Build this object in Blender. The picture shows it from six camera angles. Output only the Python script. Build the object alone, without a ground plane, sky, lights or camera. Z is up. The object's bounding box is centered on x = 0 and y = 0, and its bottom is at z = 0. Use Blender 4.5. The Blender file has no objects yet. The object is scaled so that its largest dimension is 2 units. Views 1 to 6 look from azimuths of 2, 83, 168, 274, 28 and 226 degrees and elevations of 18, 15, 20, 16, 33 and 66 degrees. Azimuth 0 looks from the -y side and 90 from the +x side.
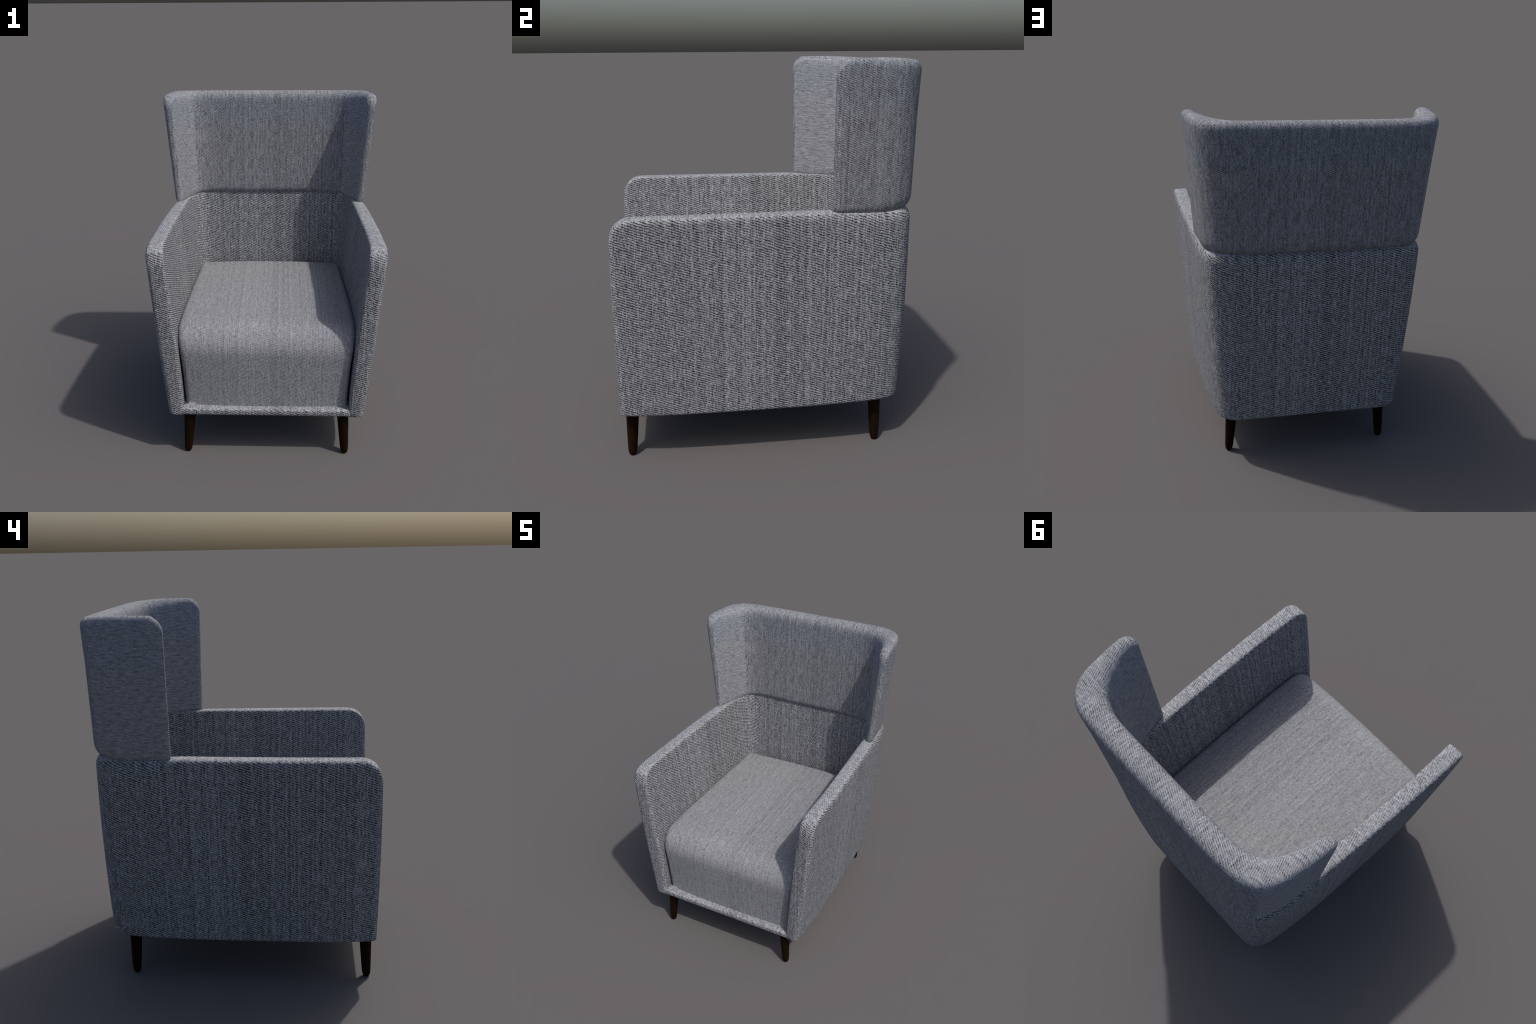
import bpy, math, random
from mathutils import Vector

random.seed(7)

# ------------------------------------------------------------------ helpers
def smooth_curve(points, n):
    """Centripetal-free Catmull-Rom through points, resampled to n even steps."""
    P = [Vector(p) for p in points]
    P = [2 * P[0] - P[1]] + P + [2 * P[-1] - P[-2]]
    dense = []
    for i in range(1, len(P) - 2):
        a, b, c, d = P[i - 1], P[i], P[i + 1], P[i + 2]
        for k in range(24):
            t = k / 24
            dense.append(0.5 * ((2 * b) + (c - a) * t + (2 * a - 5 * b + 4 * c - d) * t * t
                                + (3 * b - a - 3 * c + d) * t ** 3))
    dense.append(P[-2])
    return dense


def resample_pair(outer, inner, n):
    """Resample two matched dense curves at the same parameters, evenly along the outer one."""
    L = [0.0]
    for a, b in zip(outer, outer[1:]):
        L.append(L[-1] + (b - a).length)
    out, inn, j = [], [], 0
    for k in range(n):
        s = L[-1] * k / (n - 1)
        while j < len(L) - 2 and L[j + 1] < s:
            j += 1
        f = (s - L[j]) / max(1e-9, L[j + 1] - L[j])
        out.append(outer[j].lerp(outer[j + 1], f))
        inn.append(inner[j].lerp(inner[j + 1], f))
    return out, inn


def mirror_half(pts_centre_to_tip):
    """Full U from the left tip over the centre of the back to the right tip."""
    left = [(-x, y) for x, y in reversed(pts_centre_to_tip[1:])]
    return left + list(pts_centre_to_tip)


def lerp(a, b, t):
    return a + (b - a) * t


def new_mesh_object(name, verts, faces, material, smooth=True):
    me = bpy.data.meshes.new(name)
    me.from_pydata([tuple(v) for v in verts], [], faces)
    me.update()
    if smooth:
        me.polygons.foreach_set("use_smooth", [True] * len(me.polygons))
    me.materials.append(material)
    ob = bpy.data.objects.new(name, me)
    bpy.context.scene.collection.objects.link(ob)
    return ob


# ------------------------------------------------------------------ U-shaped padded walls
class Wall:
    """A padded U-shaped wall: an outer and an inner plan curve at a low and a high
    level, joined by a section with rounded top and bottom, ends turned over."""

    def __init__(s, lo_out, lo_in, hi_out, hi_in, z_lo, z_hi, n, pow_in=1.0):
        s.n = n
        s.z_lo, s.z_hi, s.pow_in = z_lo, z_hi, pow_in
        s.lo = resample_pair(smooth_curve(mirror_half(lo_out), n), smooth_curve(mirror_half(lo_in), n), n)
        s.hi = resample_pair(smooth_curve(mirror_half(hi_out), n), smooth_curve(mirror_half(hi_in), n), n)

    def out(s, i, z):
        return s.lo[0][i].lerp(s.hi[0][i], (z - s.z_lo) / (s.z_hi - s.z_lo))

    def inn(s, i, z):
        t = max(0.0, (z - s.z_lo) / (s.z_hi - s.z_lo)) ** s.pow_in
        return s.lo[1][i].lerp(s.hi[1][i], t)


def section(z0, z1, rb_o, rb_i, rt_o, rt_i, nz, na):
    """Loop of (side, inset, z): outer side bottom to top, then inner side top to bottom.
    Outer and inner halves have the same number of points so ends can be capped in pairs."""
    def half(rb, rt):
        pts = []
        for k in range(na + 1):
            a = math.pi / 2 * k / na
            pts.append((rb * (1 - math.sin(a)), z0 + rb * (1 - math.cos(a))))
        for k in range(1, nz):
            pts.append((0.0, lerp(z0 + rb, z1 - rt, k / nz)))
        for k in range(na + 1):
            a = math.pi / 2 * k / na
            pts.append((rt * (1 - math.cos(a)), z1 - rt + rt * math.sin(a)))
        return pts
    o = [("o", d, z) for d, z in half(rb_o, rt_o)]
    i = [("i", d, z) for d, z in half(rb_i, rt_i)]
    return o + i[::-1]


# ------------------------------------------------------------------ fabric material
class Nodes:
    def __init__(s, mat):
        s.t = mat.node_tree
        s.N, s.L = s.t.nodes, s.t.links

    def put(s, sock, v):
        if hasattr(v, "is_output"):
            s.L.new(v, sock)
        else:
            sock.default_value = v

    def m(s, op, a, b=None, c=None, clamp=False):
        n = s.N.new("ShaderNodeMath")
        n.operation, n.use_clamp = op, clamp
        for k, v in enumerate((a, b, c)):
            if v is not None:
                s.put(n.inputs[k], v)
        return n.outputs[0]

    def mixf(s, f, a, b):
        n = s.N.new("ShaderNodeMix")
        n.data_type = "FLOAT"
        for sock, v in zip((n.inputs[0], n.inputs[2], n.inputs[3]), (f, a, b)):
            s.put(sock, v)
        return n.outputs[0]

    def mixc(s, f, a, b, blend="MIX"):
        n = s.N.new("ShaderNodeMix")
        n.data_type, n.blend_type = "RGBA", blend
        for sock, v in zip((n.inputs[0], n.inputs[6], n.inputs[7]), (f, a, b)):
            s.put(sock, v)
        return n.outputs[2]

    def xyz(s, x, y, z=0.0):
        n = s.N.new("ShaderNodeCombineXYZ")
        for k, v in enumerate((x, y, z)):
            s.put(n.inputs[k], v)
        return n.outputs[0]

    def split(s, v):
        n = s.N.new("ShaderNodeSeparateXYZ")
        s.put(n.inputs[0], v)
        return n.outputs

    def noise(s, vec, scale=1.0, detail=2.0, rough=0.5):
        n = s.N.new("ShaderNodeTexNoise")
        n.inputs["Scale"].default_value = scale
        n.inputs["Detail"].default_value = detail
        n.inputs["Roughness"].default_value = rough
        s.put(n.inputs["Vector"], vec)
        return n.outputs[0]

    def white(s, vec):
        n = s.N.new("ShaderNodeTexWhiteNoise")
        n.noise_dimensions = "3D"
        s.put(n.inputs["Vector"], vec)
        return n.outputs[0]

    def sstep(s, x, a, b, lo=0.0, hi=1.0):
        n = s.N.new("ShaderNodeMapRange")
        n.interpolation_type = "SMOOTHSTEP"
        for k, v in enumerate((x, a, b, lo, hi)):
            s.put(n.inputs[k], v)
        return n.outputs[0]


def fabric(name, col_w, row_h, slope, row_dark, col_dark, streak, speck, kind,
           light=(0.325, 0.33, 0.355), dark=(0.022, 0.024, 0.030), bump=0.5, base=0.86, blotch=0.6):
    mat = bpy.data.materials.new(name)
    mat.use_nodes = True
    g = Nodes(mat)
    bsdf = next(n for n in g.N if n.type == "BSDF_PRINCIPLED")
    tc = g.N.new("ShaderNodeTexCoord")
    geo = g.N.new("ShaderNodeNewGeometry")
    x, y, z = g.split(tc.outputs["Object"])
    nx, ny, nz = g.split(geo.outputs["Normal"])
    ax, ay, az = (g.m("ABSOLUTE", v) for v in (nx, ny, nz))
    absx = g.m("ABSOLUTE", x)

    # which way the cloth lies: u runs round the chair, v runs along the warp
    if kind == "seat":
        top = g.m("GREATER_THAN", az, ay)
        u = x
        v = g.mixf(top, z, y)
    else:
        fray = g.m("SUBTRACT", g.noise(tc.outputs["Object"], 90.0, 2.0), 0.5)
        side = g.m("GREATER_THAN", g.m("MULTIPLY_ADD", fray, 0.9 if kind == "headrest" else 0.25, ax), ay)
        top = g.m("GREATER_THAN", az, g.m("MAXIMUM", ax, ay))
        arm = g.m("GREATER_THAN", absx, 0.53)
        u_side = g.m("MULTIPLY", y, g.m("SIGN", nx))
        u_front = g.m("MULTIPLY", x, g.m("MULTIPLY", g.m("SIGN", ny), -1.0))
        u = g.mixf(side, u_front, u_side)
        v = z
        u = g.mixf(top, u, g.mixf(arm, x, y))
        v = g.mixf(top, v, g.mixf(arm, y, x))
        if kind == "headrest":
            # the wings are cut across the cloth, except the outside of the right one
            inside = g.m("LESS_THAN", g.m("MULTIPLY", nx, x), 0.0)
            left = g.m("LESS_THAN", x, 0.0)
            turned = g.m("MULTIPLY", g.m("MAXIMUM", inside, left),
                         g.m("MULTIPLY", side, g.m("SUBTRACT", 1.0, top)))
            u, v = g.mixf(turned, u, z), g.mixf(turned, v, u_side)
            plain = turned

    # slow wander of the threads
    uv = g.xyz(u, v, 0.0)
    wob = g.m("SUBTRACT", g.noise(uv, 14.0, 2.0), 0.5)
    wob2 = g.m("SUBTRACT", g.noise(uv, 70.0, 1.0), 0.5)
    col = g.m("DIVIDE", g.m("MULTIPLY_ADD", wob, 0.006, u), col_w)
    ci, cf = g.m("FLOOR", col), g.m("FRACT", col)
    jit = g.white(g.xyz(ci, 3.3, 0.0))
    row = g.m("ADD", g.m("DIVIDE", v, row_h), g.m("MULTIPLY", u, slope / row_h))
    row = g.m("MULTIPLY_ADD", wob, 1.0, row)
    row = g.m("MULTIPLY_ADD", wob2, 0.5, row)
    row = g.m("MULTIPLY_ADD", jit, 0.22, row)
    ri, rf = g.m("FLOOR", row), g.m("FRACT", row)
    cell = g.white(g.xyz(ci, ri, 1.7))
    cdist = g.m("ABSOLUTE", g.m("SUBTRACT", cf, 0.5))      # 0.5 at thread edge
    rdist = g.m("ABSOLUTE", g.m("SUBTRACT", rf, 0.5))
    rline = g.sstep(rdist, 0.20, 0.45)
    cline = g.sstep(cdist, 0.25, 0.5)

    # long slubs along the warp and fine flecks
    fv = {"tub": 13.0, "headrest": 11.0, "seat": 11.0}[kind]
    if kind == "headrest":
        fv = g.mixf(plain, 11.0, 20.0)
    s1 = g.noise(g.xyz(g.m("MULTIPLY", u, 75.0), g.m("MULTIPLY", v, fv), 0.0), 1.0, 3.0, 0.6)
    s2 = g.noise(g.xyz(g.m("MULTIPLY", u, 260.0), g.m("MULTIPLY", v, 22.0), 4.0), 1.0, 2.0, 0.6)
    s3 = g.noise(g.xyz(g.m("MULTIPLY", u, 420.0), g.m("MULTIPLY", v, 130.0), 9.0), 1.0, 1.0, 0.5)

    s4 = g.noise(g.xyz(g.m("MULTIPLY", u, 128.0), g.m("MULTIPLY", v, g.mixf(plain, 52.0, 26.0) if kind == "headrest" else 52.0), 2.0), 1.0, 1.5, 0.6)

    line_amt = g.m("MULTIPLY_ADD", g.m("SUBTRACT", s1, 0.5), -1.3, 0.95)
    line_amt = g.m("MULTIPLY", line_amt, g.m("MULTIPLY", g.m("MULTIPLY_ADD", cell, 1.1, 0.4), g.m("MULTIPLY_ADD", jit, 0.7, 0.65)))
    rl = g.m("MULTIPLY", g.m("MULTIPLY", rline, line_amt), row_dark)
    cl = g.m("MULTIPLY", g.m("MULTIPLY", cline, g.m("MULTIPLY_ADD", jit, 1.2, 0.2)), col_dark)
    if kind == "tub":
        rl = g.m("MULTIPLY", rl, g.m("MULTIPLY_ADD", top, -0.65, 1.0))
    if kind == "headrest":
        keep = g.m("MULTIPLY_ADD", plain, -0.85, 1.0)
        rl, cl = g.m("MULTIPLY", rl, keep), g.m("MULTIPLY", cl, keep)
    val = g.m("SUBTRACT", base, g.m("ADD", rl, cl))
    val = g.m("MULTIPLY_ADD", g.m("SUBTRACT", s1, 0.5), streak, val)
    val = g.m("MULTIPLY_ADD", g.m("SUBTRACT", s2, 0.5), streak * 1.1, val)
    val = g.m("MULTIPLY_ADD", g.m("SUBTRACT", s3, 0.5), speck, val)
    val = g.m("MULTIPLY_ADD", g.m("SUBTRACT", cell, 0.5), speck * 0.35, val)
    val = g.m("MULTIPLY_ADD", g.m("SUBTRACT", s4, 0.5), blotch, val)
    val = g.m("MAXIMUM", g.m("MINIMUM", val, 1.25), 0.0)

    colour = g.mixc(val, (*dark, 1), (*light, 1))
    colour.node.clamp_factor = False
    if kind != "seat":        # upward faces lightened in the base colour to bake in light from above
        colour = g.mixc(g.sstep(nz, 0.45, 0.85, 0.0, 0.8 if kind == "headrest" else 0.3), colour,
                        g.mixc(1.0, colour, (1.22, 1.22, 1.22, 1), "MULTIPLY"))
    if kind == "headrest":
        # slight cool tint over the upper half of the headrest
        up = g.sstep(g.m("MULTIPLY_ADD", wob, 0.08, z), 1.73, 1.78)
        up = g.m("MULTIPLY", up, g.sstep(nz, 0.3, 0.7, 1.0, 0.0))
        colour = g.mixc(up, colour, g.mixc(1.0, colour, (0.965, 1.0, 1.045, 1), "MULTIPLY"))
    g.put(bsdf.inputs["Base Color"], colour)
    bsdf.inputs["Roughness"].default_value = 0.95
    bsdf.inputs["Specular IOR Level"].default_value = 0.15
    b = g.N.new("ShaderNodeBump")
    b.inputs["Strength"].default_value = bump
    b.inputs["Distance"].default_value = 0.004
    g.put(b.inputs["Height"], val)
    g.put(bsdf.inputs["Normal"], b.outputs[0])
    return mat


def dark_wood():
    mat = bpy.data.materials.new("dark_stained_wood")
    mat.use_nodes = True
    g = Nodes(mat)
    bsdf = next(n for n in g.N if n.type == "BSDF_PRINCIPLED")
    tc = g.N.new("ShaderNodeTexCoord")
    x, y, z = g.split(tc.outputs["Object"])
    grain = g.noise(g.xyz(g.m("MULTIPLY", x, 160.0), g.m("MULTIPLY", y, 160.0), g.m("MULTIPLY", z, 9.0)), 1.0, 3.0)
    g.put(bsdf.inputs["Base Color"], g.mixc(grain, (0.0085, 0.0042, 0.0011, 1), (0.0150, 0.0076, 0.0021, 1)))
    bsdf.inputs["Roughness"].default_value = 0.6
    bsdf.inputs["Specular IOR Level"].default_value = 0.06
    return mat


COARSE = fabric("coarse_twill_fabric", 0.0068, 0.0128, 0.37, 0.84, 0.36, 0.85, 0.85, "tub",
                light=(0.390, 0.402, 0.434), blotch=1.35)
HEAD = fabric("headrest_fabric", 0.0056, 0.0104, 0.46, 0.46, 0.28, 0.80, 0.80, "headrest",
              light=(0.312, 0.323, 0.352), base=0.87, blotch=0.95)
SEAT = fabric("seat_fabric", 0.0050, 0.0090, 0.20, 0.30, 0.30, 0.50, 0.85, "seat",
              light=(0.350, 0.360, 0.388), base=0.92, blotch=0.80)
WOOD = dark_wood()

# ------------------------------------------------------------------ chair
chair = bpy.data.objects.new("wing_armchair", None)
bpy.context.scene.collection.objects.link(chair)
chair["label"] = "grey woven fabric wing armchair with short dark wooden legs"
chair["category"] = "armchair"


def adopt(ob, parent=None):
    ob.parent = parent or chair
    return ob


# ---- tub: the two arms and the back, one padded shell
Z_BOT, Z_ARM, Y_FRONT = 0.262, 1.291, -0.746
TUB_LO_OUT = [(0, .707), (.25, .707), (.415, .706), (.475, .695), (.515, .665), (.542, .61), (.557, .53),
              (.570, .40), (.583, .2), (.590, -.1), (.592, -.4), (.586, -.6), (.578, -.68), (.573, -.712)]
TUB_LO_IN = [(0, .585), (.25, .585), (.34, .583), (.40, .572), (.44, .545), (.462, .50), (.470, .44),
             (.474, .35), (.480, .15), (.487, -.1), (.491, -.4), (.489, -.6), (.487, -.68), (.486, -.712)]
TUB_HI_OUT = [(0, .729), (.25, .729), (.435, .728), (.52, .718), (.580, .688), (.613, .63), (.630, .545),
              (.641, .42), (.652, .2), (.664, -.1), (.671, -.35), (.674, -.58), (.673, -.68), (.672, -.712)]
TUB_HI_IN = [(0, .617), (.25, .617), (.38, .615), (.45, .602), (.505, .565), (.536, .51), (.549, .44),
             (.554, .35), (.561, .15), (.568, -.1), (.574, -.35), (.573, -.58), (.571, -.68), (.570, -.712)]
N_TUB = 181
tub = Wall(TUB_LO_OUT, TUB_LO_IN, TUB_HI_OUT, TUB_HI_IN, 0.265, 1.26, N_TUB, 1.35)


def tub_ring(i, y_end=None, turn=0.0, q=1.0):
    """Section of the tub at path step i; on the turned-over arm front, y_end moves the
    section forward, turn (0..1) pulls the faces together, q is the distance to the front."""
    R = 0.105
    drop = R - math.sqrt(max(0.0, R * R - (R - q) ** 2)) if q < R else 0.0
    z1 = Z_ARM - drop
    mid = abs(i / (N_TUB - 1) - 0.5) * 2
    back = max(0.0, 1 - mid / 0.62)
    soft = min(1.0, back * 2.2)
    soft = soft * soft * (3 - 2 * soft)
    z1 += 0.006 * soft - 0.013 * math.exp(-((mid - 0.37) / 0.09) ** 2)
    ring = []
    for sd, d, z in section(Z_BOT, z1, 0.014, 0.012, 0.030 + 0.032 * soft, 0.018, 34, 6):
        o, n = tub.out(i, z), tub.inn(i, z)
        w = n - o
        th = w.length
        w.normalize()
        if sd == "o":          # the stuffing swells the wall between its seams
            o = o - w * (0.004 + 0.007 * soft) * math.sin(math.pi * min(1.0, max(0.0, (z - Z_BOT) / (Z_ARM - Z_BOT)))) 
        pull = 0.026 * turn if sd == "o" else 0.016 * turn * min(1.0, max(0.0, (z - 0.295) / 0.03))
        p = o + w * (d + pull) if sd == "o" else n - w * (d + pull)
        if y_end is not None:
            t = (z - Z_BOT) / (Z_ARM - Z_BOT)
            p = Vector((p.x, lerp(p.y, y_end - 0.006 * math.sin(math.pi * min(1, max(0, t))), 1.0)))
        ring.append(Vector((p.x, p.y, z)))
    return ring


rings = []
end_steps = 7
ys = tub.lo[0][0].y            # where the straight run of the arm ends
y_run = ys - Y_FRONT


def front_rings(i):
    out = []
    for k in range(1, end_steps + 1):
        a = math.pi / 2 * k / end_steps
        q = y_run * (1 - math.sin(a))
        out.append(tub_ring(i, Y_FRONT + q, 1 - math.cos(a), q))
    return out


rings += front_rings(0)[::-1]
n_front = len(rings)
for i in range(N_TUB):
    p = tub.hi[0][i]
    q = p.y - Y_FRONT
    rings.append(tub_ring(i, None, 0.0, q))
rings += front_rings(N_TUB - 1)


def loft(rings, cap=True):
    m, verts, faces, owner = len(rings[0]), [], [], []
    for r in rings:
        verts += r
    for a in range(len(rings) - 1):
        for k in range(m):
            k2 = (k + 1) % m
            faces.append((a * m + k, a * m + k2, (a + 1) * m + k2, (a + 1) * m + k))
            owner.append(a)
    if cap:
        last = (len(rings) - 1) * m
        for k in range(m // 2 - 1):
            faces.append((k, m - 1 - k, m - 2 - k, k + 1))
            owner.append(0)
            faces.append((last + k, last + k + 1, last + m - 2 - k, last + m - 1 - k))
            owner.append(len(rings) - 2)
    return verts, faces, owner


verts, faces, owner = loft(rings)
whole = new_mesh_object("tub_whole", verts, faces, COARSE)
normals = [v.normal.copy() for v in whole.data.vertices]
# make sure the faces look outwards
volume = sum(Vector(verts[f[0]]).dot(Vector(verts[f[1]]).cross(Vector(verts[f[2]]))) +
             Vector(verts[f[0]]).dot(Vector(verts[f[2]]).cross(Vector(verts[f[3]]))) for f in faces)
flip = volume < 0
if flip:
    normals = [-n for n in normals]


def ring_side(a):
    """arm or back, by where the outer face of the strip stands"""
    p = rings[a][20]
    if p.y < 0.47:
        return -1 if p.x < 0 else 1
    return 0


side_of = [ring_side(a) for a in range(len(rings))]
for name, code in (("arm", -1), ("arm", 1), ("backrest", 0)):
    pick = [f for f, a in zip(faces, owner) if side_of[a] == code]
    used = sorted({v for f in pick for v in f})
    index = {v: k for k, v in enumerate(used)}
    fs = [tuple(index[v] for v in (reversed(f) if flip else f)) for f in pick]
    part = new_mesh_object(name, [verts[v] for v in used], fs, COARSE)
    part.data.normals_split_custom_set_from_vertices([normals[v] for v in used])
    adopt(part)
bpy.data.objects.remove(whole)


# ---- generic closed loop extruded along x with rounded flanks (seat, rails)
def rounded_profile(corners, steps=10):
    """corners: (y, z, radius) in order; gives the loop with each corner rounded."""
    loop = []
    n = len(corners)
    for k in range(n):
        p = Vector(corners[k][:2])
        a = (Vector(corners[k - 1][:2]) - p)
        b = (Vector(corners[(k + 1) % n][:2]) - p)
        r = corners[k][2]
        a.normalize()
        b.normalize()
        half = a.angle(b) / 2
        cut = r / math.tan(half)
        c = p + (a + b).normalized() * (r / math.sin(half))
        s, e = p + a * cut - c, p + b * cut - c
        ang = math.atan2(s.x * e.y - s.y * e.x, s.dot(e))
        for j in range(steps + 1):
            t = ang * j / steps
            loop.append(c + Vector((s.x * math.cos(t) - s.y * math.sin(t), s.x * math.sin(t) + s.y * math.cos(t))))
    # subdivide the long straight runs
    out = []
    for k, p in enumerate(loop):
        q = loop[(k + 1) % len(loop)]
        out.append(p)
        m = int((q - p).length / 0.03)
        for j in range(1, m):
            out.append(p.lerp(q, j / m))
    return out


def loop_normals(loop):
    out = []
    for k in range(len(loop)):
        t = loop[(k + 1) % len(loop)] - loop[k - 1]
        out.append(Vector((t.y, -t.x)).normalized())
    c = sum(loop, Vector((0, 0))) / len(loop)
    if sum(n.dot(p - c) for n, p in zip(out, loop)) < 0:
        out = [-n for n in out]
    return out


def flanked(name, loop, half_width, r, crown, material, nx=24, na=7):
    nrm = loop_normals(loop)
    rings = []
    stations = []
    for k in range(na + 1):                     # left flank
        a = math.pi / 2 * k / na
        stations.append((-1.0, r * (1 - math.cos(a)), r * (1 - math.sin(a))))
    # stations: (side, distance in from the flank, inset of the profile)
    row = [("L", d, ins) for _, d, ins in stations]
    mid = [("M", t, 0.0) for t in [k / nx for k in range(1, nx)]]
    rgt = [("R", d, ins) for _, d, ins in reversed(stations)]
    for tag, d, ins in row + mid + rgt:
        ring = []
        for p, n in zip(loop, nrm):
            w = half_width(p.x, p.y)
            if tag == "L":
                x = -w + d
            elif tag == "R":
                x = w - d
            else:
                x = lerp(-w + r, w - r, d)
            q = p - n * (ins + crown * (abs(x) / w) ** 2.2 * (1.0 if n.y > -0.5 else 0.0))
            ring.append(Vector((x, q.x, q.y)))
        rings.append(ring)
    m = len(loop)
    verts = [v for rg in rings for v in rg]
    fs = []
    for a in range(len(rings) - 1):
        for k in range(m):
            k2 = (k + 1) % m
            fs.append((a * m + k, (a + 1) * m + k, (a + 1) * m + k2, a * m + k2))
    fs.append(tuple(range(m)))
    fs.append(tuple(reversed([(len(rings) - 1) * m + k for k in range(m)])))
    ob = new_mesh_object(name, verts, fs, material)
    import bmesh
    bm = bmesh.new()
    bm.from_mesh(ob.data)
    bmesh.ops.recalc_face_normals(bm, faces=bm.faces)
    bm.to_mesh(ob.data)
    bm.free()
    return adopt(ob)


# inner half-width of the tub as a function of y and z
def tub_inner_x(y, z):
    best = None
    n2 = N_TUB // 2
    prev = None
    for i in range(n2, N_TUB):
        p = tub.inn(i, z)
        if prev is not None and (prev.y - y) * (p.y - y) <= 0 and p.y < 0.45:
            return p.x
        prev = p
    return tub.inn(N_TUB - 1, z).x if y < 0 else 0.47


cache = {}


def seat_half(y, z):
    key = (round(y, 3), round(z, 3))
    if key not in cache:
        yy = min(y, 0.40)
        w = tub_inner_x(max(yy, -0.70), max(0.27, z)) - 0.002
        if z < 0.7:
            w -= 0.005 * min(1.0, (0.7 - z) / 0.15)
        cache[key] = w
    return cache[key]


seat_loop = rounded_profile([(-0.700, 0.285, 0.01), (-0.722, 0.794, 0.160), (0.585, 0.788, 0.055), (0.575, 0.285, 0.01)], 12)
seat = flanked("seat_cushion", seat_loop, seat_half, 0.034, 0.014, SEAT)

# ---- front rail: the padded lip under the seat
rail_loop = rounded_profile([(Y_FRONT - 0.001, Z_BOT - 0.0005, 0.013), (Y_FRONT - 0.001, 0.3015, 0.013), (-0.60, 0.3015, 0.004), (-0.60, Z_BOT - 0.0005, 0.004)], 6)
rail = flanked("front_rail", rail_loop, lambda y, z: 0.494, 0.002, 0.0, COARSE, 10, 2)

# ---- bottom panel closing the underside
half_plan = [(p.x, p.y) for p in smooth_curve(TUB_LO_OUT, 0)]
plan = [(x - 0.03, y - 0.03) for x, y in half_plan if y > -0.70 and x > 0.03]
ring_lo = [(-x, y) for x, y in reversed(plan)] + plan
ring_lo = [p for p in ring_lo]
verts = [(x, y, 0.266) for x, y in ring_lo] + [(x, y, 0.292) for x, y in ring_lo]
m = len(ring_lo)
fs = [tuple(range(m)), tuple(reversed(range(m, 2 * m)))] + [(k, k + m, (k + 1) % m + m, (k + 1) % m) for k in range(m)]
adopt(new_mesh_object("bottom_panel", verts, fs, COARSE, smooth=False))

# ---- headrest with wings
HEAD_LO_OUT = [(0, .731), (.25, .731), (.405, .727), (.50, .715), (.557, .684), (.597, .63), (.619, .56),
               (.629, .475), (.634, .40), (.638, .343)]
HEAD_LO_IN = [(0, .601), (.25, .601), (.37, .600), (.44, .592), (.495, .567), (.532, .520), (.556, .465),
              (.571, .41), (.581, .37), (.588, .343)]
HEAD_HI_OUT = [(0, .757), (.25, .757), (.425, .753), (.53, .743), (.598, .714), (.648, .660), (.674, .587),
               (.687, .503), (.694, .42), (.696, .343)]
HEAD_HI_IN = [(0, .632), (.25, .632), (.38, .630), (.455, .618), (.520, .585), (.562, .535), (.588, .48),
              (.608, .43), (.621, .385), (.632, .343)]
N_HEAD = 141
head = Wall(HEAD_LO_OUT, HEAD_LO_IN, HEAD_HI_OUT, HEAD_HI_IN, 1.31, 1.94, N_HEAD)
Y_TIP = 0.309


def head_ring(i, y_end=None, turn=0.0, q=1.0):
    R = 0.085
    drop = R - math.sqrt(max(0.0, R * R - (R - q) ** 2)) if q < R else 0.0
    z1 = 2.0 - drop
    mid = abs(i / (N_HEAD - 1) - 0.5) * 2
    z1 -= 0.010 * max(0.0, min(1.0, (0.75 - mid) / 0.2))
    rb = 0.03
    z0 = 1.276 - 0.012 * math.exp(-((mid - 0.74) / 0.14) ** 2) - 0.005 * max(0.0, min(1.0, (0.85 - mid) / 0.25)) + (rb - math.sqrt(max(0.0, rb * rb - (rb - q) ** 2)) if q < rb else 0.0) * 0.4
    th = (head.inn(i, 1.9) - head.out(i, 1.9)).length
    low = max(0.0, min(1.0, (0.85 - mid) / 0.25))
    rt = min(0.055, th * 0.46) * (1 - 0.9 * turn)
    rb_o, rb_i = (0.050 + 0.034 * low) * (1 - 0.9 * turn), (0.030 + 0.024 * low) * (1 - 0.9 * turn)
    rb_o = min(rb_o, th * 0.5)
    ring = []
    for sd, d, z in section(z0, z1, rb_o, rb_i, rt * 0.9, rt, 26, 7):
        o, n = head.out(i, z), head.inn(i, z)
        w = n - o
        th_z = w.length
        w.normalize()
        if sd == 'o':           # plump lower edge at the back
            o = o - w * 0.010 * low * max(0.0, min(1.0, (1.75 - z) / 0.4))
        pull = turn * th_z * 0.46
        d = min(d, th_z * 0.49)
        dd = min(d + pull, th_z * 0.49)
        p = o + w * dd if sd == "o" else n - w * dd
        if y_end is not None:
            p = Vector((p.x + (p.x / abs(p.x)) * 0.004 * turn, y_end))
        ring.append(Vector((p.x, p.y, z)))
    return ring


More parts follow.
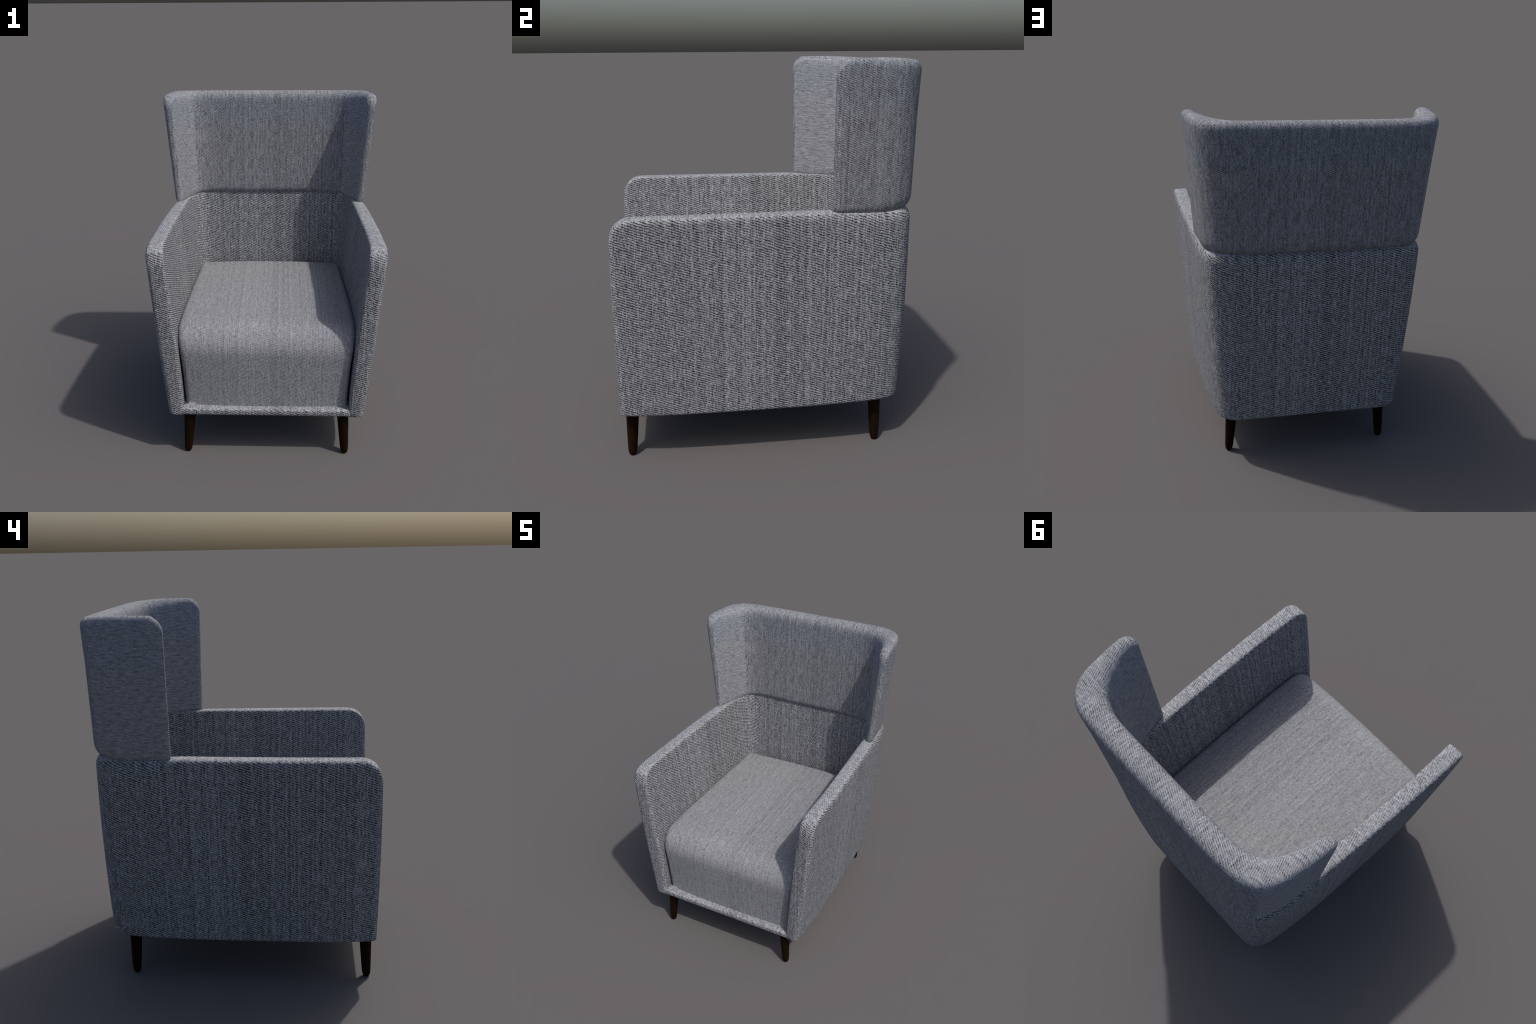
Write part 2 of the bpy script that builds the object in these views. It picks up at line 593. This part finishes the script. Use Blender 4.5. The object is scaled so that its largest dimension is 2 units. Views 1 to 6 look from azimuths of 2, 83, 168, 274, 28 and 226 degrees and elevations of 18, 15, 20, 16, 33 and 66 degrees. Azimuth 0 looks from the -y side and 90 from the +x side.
def tip_rings(i):
    out, run = [], head.lo[0][0].y - Y_TIP
    for k in range(1, 9):
        a = math.pi / 2 * k / 8
        q = run * (1 - math.sin(a))
        out.append(head_ring(i, Y_TIP + q, 1 - math.cos(a), q))
    return out


rings = tip_rings(0)[::-1]
for i in range(N_HEAD):
    rings.append(head_ring(i, None, 0.0, head.hi[0][i].y - Y_TIP))
rings += tip_rings(N_HEAD - 1)
verts, faces, owner = loft(rings)
hd = new_mesh_object("headrest", verts, faces, HEAD)
import bmesh
bm = bmesh.new()
bm.from_mesh(hd.data)
bmesh.ops.recalc_face_normals(bm, faces=bm.faces)
bm.to_mesh(hd.data)
bm.free()
adopt(hd)

# ---- legs: turned, tapered, splayed a little
def leg_mesh():
    prof = [(0.0, 0.0), (0.0150, 0.0), (0.0182, 0.004), (0.0226, 0.020), (0.0242, 0.034),
            (0.0275, 0.10), (0.0306, 0.17), (0.0330, 0.23), (0.0345, 0.28), (0.0, 0.28)]
    seg, verts, fs = 28, [], []
    for r, z in prof:
        for k in range(seg):
            a = 2 * math.pi * k / seg
            verts.append((max(r, 1e-4) * math.cos(a), max(r, 1e-4) * math.sin(a), z))
    for j in range(len(prof) - 1):
        for k in range(seg):
            k2 = (k + 1) % seg
            fs.append((j * seg + k, j * seg + k2, (j + 1) * seg + k2, (j + 1) * seg + k))
    me = bpy.data.meshes.new("leg")
    me.from_pydata(verts, [], fs)
    me.polygons.foreach_set("use_smooth", [True] * len(fs))
    me.set_sharp_from_angle(angle=math.radians(50))
    me.materials.append(WOOD)
    return me


from mathutils import Matrix
leg_data = leg_mesh()
for sx in (-1, 1):
    for yb, yt in ((-0.704, -0.694), (0.586, 0.582)):
        ob = bpy.data.objects.new("leg", leg_data)
        bpy.context.scene.collection.objects.link(ob)
        base, top = Vector((sx * 0.470, yb, 0)), Vector((sx * 0.453, yt, 0.265))
        shear = Matrix.Identity(4)
        shear[0][2] = (top.x - base.x) / 0.265
        shear[1][2] = (top.y - base.y) / 0.265
        # slight splay: a small rotation, foot set on the floor point
        d = (top - base).normalized()
        ob.rotation_euler = Vector((0, 0, 1)).rotation_difference(d).to_euler()
        ob.location = base + Vector((0, 0, 0.0009))
        adopt(ob)
